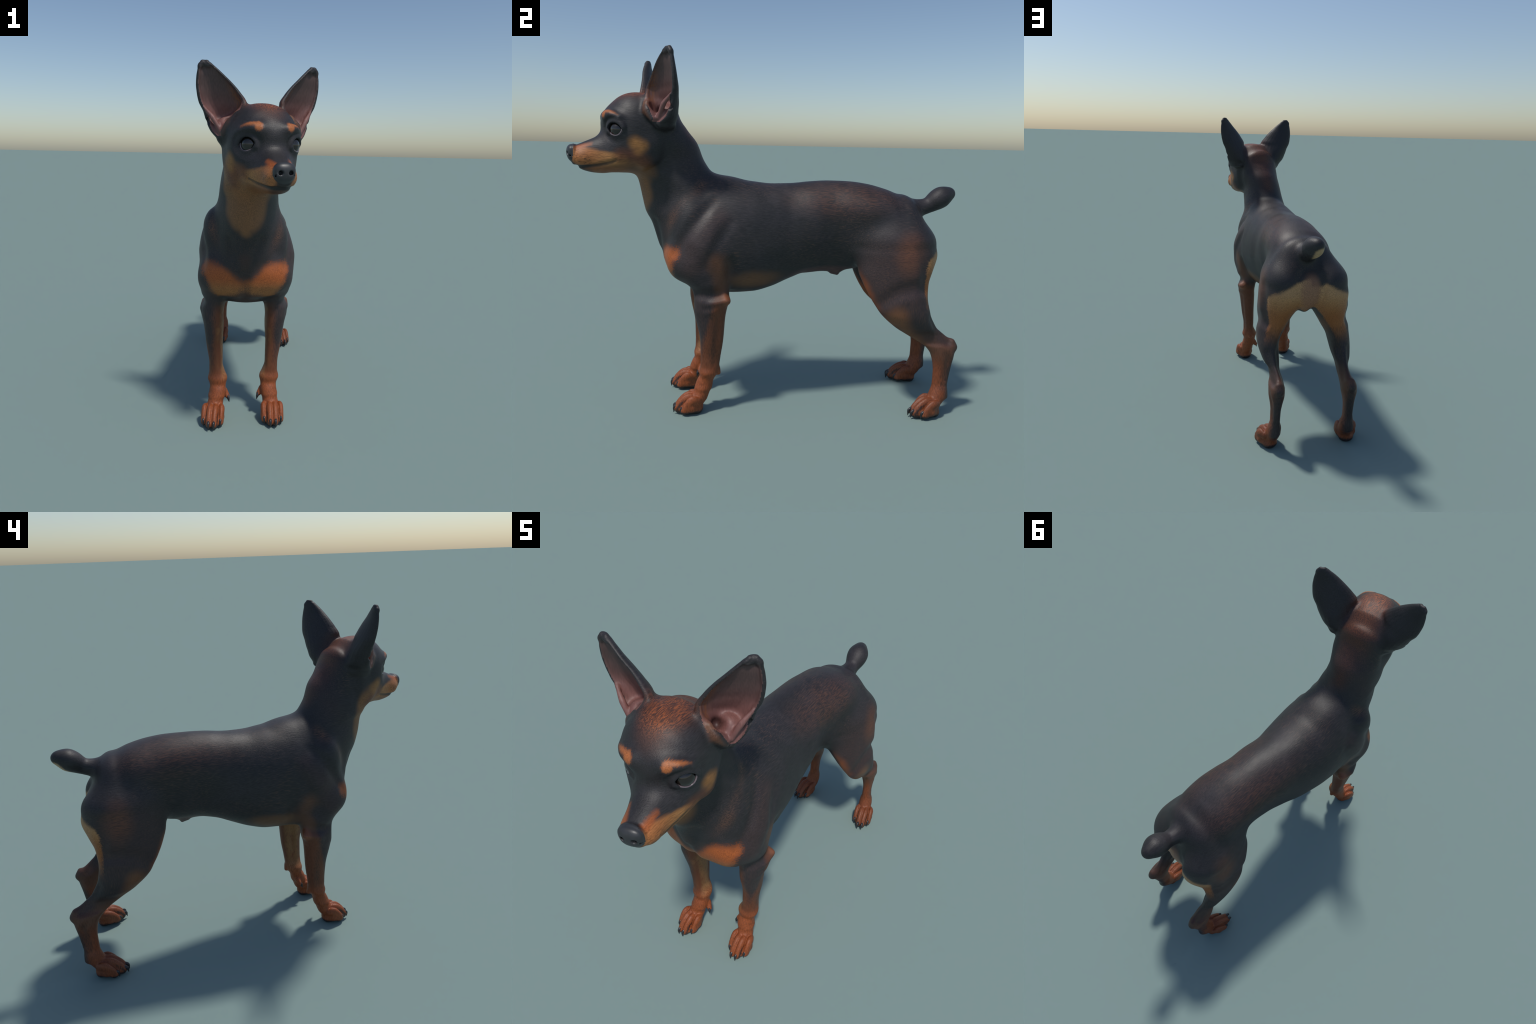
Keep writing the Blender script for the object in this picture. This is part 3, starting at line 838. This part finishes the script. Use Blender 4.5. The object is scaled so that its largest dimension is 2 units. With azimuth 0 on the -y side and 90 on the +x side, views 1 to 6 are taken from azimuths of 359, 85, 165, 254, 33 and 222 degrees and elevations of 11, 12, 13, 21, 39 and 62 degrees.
    # --- toes: dark lines along the gaps, black pads
    if kind[0] in "fr":
        q = paw(1, kind[0] == "f")[3]; off = V(CX_FRONT if kind[0] == "f" else CX_REAR, 0, 0)
        for b in (-.53, 0, .53):
            lay("fr", lambda: g.path(Bc, [q(.52, b * .9, .086) - off, q(.78, b, .066) - off, q(.95, b, .03) - off], [.0025, .0055, .007], .004, jh), (.020, .018, .018), .85)
    lay("fr", lambda: g.ramp(g.add(z, g.mul(st, .02)), .030, .016), (.016, .016, .018), .96)
    # --- strand contrast
    out = g.mulcol(col[0], g.ramp(st, -.22, .22, .68, 1.34))
    g.feed(g.b.inputs["Base Color"], out)
    bump = g.node("ShaderNodeBump"); bump.inputs["Strength"].default_value = .5; bump.inputs["Distance"].default_value = .002
    g.feed(bump.inputs["Height"], streak); g.feed(g.b.inputs["Normal"], bump.outputs[0])
    g.feed(g.b.inputs["Roughness"], g.ramp(blot, .3, .7, .46, .56))
    g.b.inputs["Specular IOR Level"].default_value = .40
    return g.m

def ear_skin():
    g = Graph("inner_ear_skin")
    tc = g.node("ShaderNodeTexCoord"); P = tc.outputs["Object"]
    x, y, z = g.split(P)
    rel = g.vec("SUBTRACT", P, tuple(HO)); s = g.math("ABSOLUTE", g.vec("DOT_PRODUCT", rel, tuple(HS))); f = g.vec("DOT_PRODUCT", rel, tuple(HF))
    Hc = g.xyz(s, f, z)
    n = g.noise(P, 30, 3); st = g.noise(g.xyz(g.mul(x, 8), g.mul(y, 8), z), 25, 3)
    col = g.mix(g.ramp(z, 1.56, 1.74), (.165, .070, .062), (.088, .052, .048))
    rim = g.ball(Hc, (.205, -.17, 1.60), (.05, .10, .05), .6)
    col = g.mix(g.mul(rim, .5), col, (.24, .11, .095))
    fur = g.path(Hc, [(.095, -.17, 1.57), (.105, -.18, 1.64), (.145, -.19, 1.72)], [.028, .022, .012], .02, g.mul(g.sub(st, .5), .05))
    col = g.mix(g.mul(fur, g.ramp(st, .35, .6)), col, (.17, .06, .022))
    tuft = g.path(Hc, [(.135, -.140, 1.585), (.160, -.132, 1.545), (.182, -.152, 1.505)], [.020, .026, .018], .014, g.mul(g.sub(st, .5), .03))
    col = g.mix(g.mul(tuft, .9), col, (.13, .055, .024))
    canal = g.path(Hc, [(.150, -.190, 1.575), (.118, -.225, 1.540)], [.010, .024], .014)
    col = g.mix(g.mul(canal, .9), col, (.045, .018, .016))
    tip = g.ramp(g.add(z, g.mul(n, .02)), 1.785, 1.81)
    col = g.mix(tip, col, (.03, .027, .028))
    g.feed(g.b.inputs["Base Color"], g.mulcol(col, g.ramp(st, .3, .7, .88, 1.12)))
    g.b.inputs["Roughness"].default_value = .55
    g.b.inputs["Subsurface Weight"].default_value = 0.0
    return g.m

def plain(name, c, rough, scale=40, amount=.3, coat=0.0):
    g = Graph(name)
    tc = g.node("ShaderNodeTexCoord"); n = g.noise(tc.outputs["Object"], scale, 3)
    g.feed(g.b.inputs["Base Color"], g.mix(n, tuple(v * (1 - amount) for v in c), tuple(v * (1 + amount) for v in c)))
    g.b.inputs["Roughness"].default_value = rough
    g.b.inputs["Coat Weight"].default_value = coat; g.b.inputs["Coat Roughness"].default_value = .03
    return g

def nose_material():
    g = plain("nose_leather", (.030, .031, .034), .42)
    tc = g.node("ShaderNodeTexCoord"); v = g.node("ShaderNodeTexVoronoi", feature="DISTANCE_TO_EDGE"); v.inputs["Scale"].default_value = 240
    g.feed(v.inputs["Vector"], tc.outputs["Object"])
    b = g.node("ShaderNodeBump"); b.inputs["Strength"].default_value = .25; b.inputs["Distance"].default_value = .001
    g.feed(b.inputs["Height"], v.outputs["Distance"]); g.feed(g.b.inputs["Normal"], b.outputs[0])
    return g.m

def materials(B):
    m = {k: coat_material(k, B.mouth_line) for k in ("head", "ear", "neck", "torso", "dock", "forelimb", "rear_limb")}
    m["nose"] = nose_material()
    m["eye"] = plain("dark_eye", (.014, .011, .009), .05, 60, .3, .35).m
    m["claw"] = plain("claw_horn", (.022, .021, .023), .35, 60, .4).m
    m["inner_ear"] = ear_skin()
    m["rim"] = plain("wet_lid_rim", (.13, .10, .11), .22, 60, .35, .6).m
    return m

# =========================================================================
#  OBJECTS
# =========================================================================
def make_mesh(name, P, Q, N=None):
    me = bpy.data.meshes.new(name)
    me.vertices.add(len(P)); me.vertices.foreach_set("co", np.asarray(P, np.float32).ravel())
    k = Q.shape[1]
    me.loops.add(Q.size); me.loops.foreach_set("vertex_index", Q.ravel().astype(np.int32))
    me.polygons.add(len(Q)); me.polygons.foreach_set("loop_start", np.arange(0, Q.size, k, dtype=np.int32))
    me.update(calc_edges=True)
    me.polygons.foreach_set("use_smooth", np.ones(len(Q), bool))
    if N is not None:
        me.normals_split_custom_set_from_vertices([tuple(n) for n in N])
    me.update()
    return me

def smooth_labels(lab, Q, rounds=3):
    """Irons out jagged borders: a face takes the label most of its corner neighbours have."""
    names = sorted(set(lab)); k = np.zeros(len(lab), int)
    for n, nm in enumerate(names):
        k[lab == nm] = n
    for _ in range(rounds):
        best = np.zeros(len(Q)); new = k.copy()
        for n in range(len(names)):
            m = (k == n).astype(float)
            v = sum(np.bincount(Q[:, c], m, Q.max() + 1) for c in range(4))[Q].sum(1)
            new[v > best] = n; best = np.maximum(best, v)
        k = new
    return np.array(names, dtype=object)[k]

def put(name, me, parent, mat):
    ob = bpy.data.objects.new(name, me); bpy.context.collection.objects.link(ob)
    ob.parent = parent; me.materials.append(mat)
    return ob

def sweep(pts, radii, nseg=14, rings=18, squash=1.0, up=(0, 0, 1)):
    """Closed tapering body along a smooth curve (claws)."""
    ch = Chain(pts, radii, sub=rings // (len(pts) - 1)); p, r = ch.p, ch.r
    T = np.gradient(p, axis=0); T /= np.linalg.norm(T, axis=1, keepdims=True)
    vs, qs = [], []
    for c, t, rr in zip(p, T, r):
        a = np.cross(t, V(*up)); a /= np.linalg.norm(a) + 1e-9; b = np.cross(a, t)
        for i in range(nseg):
            g = 2 * math.pi * i / nseg
            vs.append(c + rr * (squash * math.cos(g) * a + math.sin(g) * b))
    for j in range(len(p) - 1):
        for i in range(nseg):
            k = (i + 1) % nseg
            qs.append((j * nseg + i, j * nseg + k, (j + 1) * nseg + k, (j + 1) * nseg + i))
    return np.array(vs), np.array(qs)

def sphere(c, r, axes, nu=48, nv=32):
    """Eyeball with a slightly raised cornea along axes[0]."""
    vs, qs = [], []
    for j in range(nv + 1):
        th = math.pi * j / nv
        for i in range(nu):
            ph = 2 * math.pi * i / nu
            d = V(math.cos(th), math.sin(th) * math.cos(ph), math.sin(th) * math.sin(ph))
            k = 1 + .045 * max(0, 1 - (th / .75) ** 2)
            vs.append(c + r * k * (d @ axes))
    for j in range(nv):
        for i in range(nu):
            k = (i + 1) % nu
            qs.append((j * nu + i, (j + 1) * nu + i, (j + 1) * nu + k, j * nu + k))
    return np.array(vs), np.array(qs)

def build_scene():
    B, claws = build_body()
    P, Q, N = body_surface(B)
    lab = smooth_labels(regions(P[Q].mean(1)), Q)
    root = bpy.data.objects.new("dog", None); bpy.context.collection.objects.link(root)
    root["label"] = "small smooth black and tan dog standing with docked tail, erect ears"
    root["category"] = "dog"
    mat = materials(B)
    kind = {"tail": "dock", "hindlimb": "rear_limb", "paw": "forelimb", "paw.001": "forelimb", "paw.002": "rear_limb", "paw.003": "rear_limb"}
    parents = {"inner_ear": "ear", "inner_ear.001": "ear.001", "nose": "head", "paw": "forelimb", "paw.001": "forelimb.001", "paw.002": "hindlimb", "paw.003": "hindlimb.001"}
    obs = {}
    for nm in ("torso", "neck", "head", "tail", "forelimb", "forelimb.001", "hindlimb", "hindlimb.001",
               "ear", "ear.001", "inner_ear", "inner_ear.001", "nose", "paw", "paw.001", "paw.002", "paw.003"):
        q = Q[lab == nm]
        used, inv = np.unique(q, return_inverse=True)
        me = make_mesh(nm, P[used], inv.reshape(-1, 4), N[used])
        obs[nm] = put(nm, me, obs[parents[nm]] if nm in parents else root, mat[kind.get(nm, kind.get(nm.split(".")[0], nm.split(".")[0]))])
    count = 0
    for side in (1, -1):
        c, ax = eye_axes(side)
        p, q = sphere(c, EYE_R - .0004, ax)
        put("eye" if side > 0 else "eye.001", make_mesh("eye", p, q), obs["head"], mat["eye"])
        # wet rim of the lower lid, lying on the ball
        ring = eye_ring(side, .86, .66, .0016, math.radians(182), math.radians(352), 20)
        p, q = sweep(ring, [.0012] + [.0034] * 18 + [.0012], nseg=8, rings=60)
        put("eyelid_rim" if side > 0 else "eyelid_rim.001", make_mesh("eyelid_rim", p, q), obs["head"], mat["rim"])
    for (limb, side), (c0, c1, c2, r) in claws:
        p, q = sweep([c0, c1, c2], [r, r * .86, r * .12], squash=.72)
        nm = "claw" if count == 0 else "claw.%03d" % count
        put(nm, make_mesh("claw", p, q), obs[("forelimb" if limb == "fore" else "hindlimb") + ("" if side > 0 else ".001")], mat["claw"])
        count += 1

build_scene()
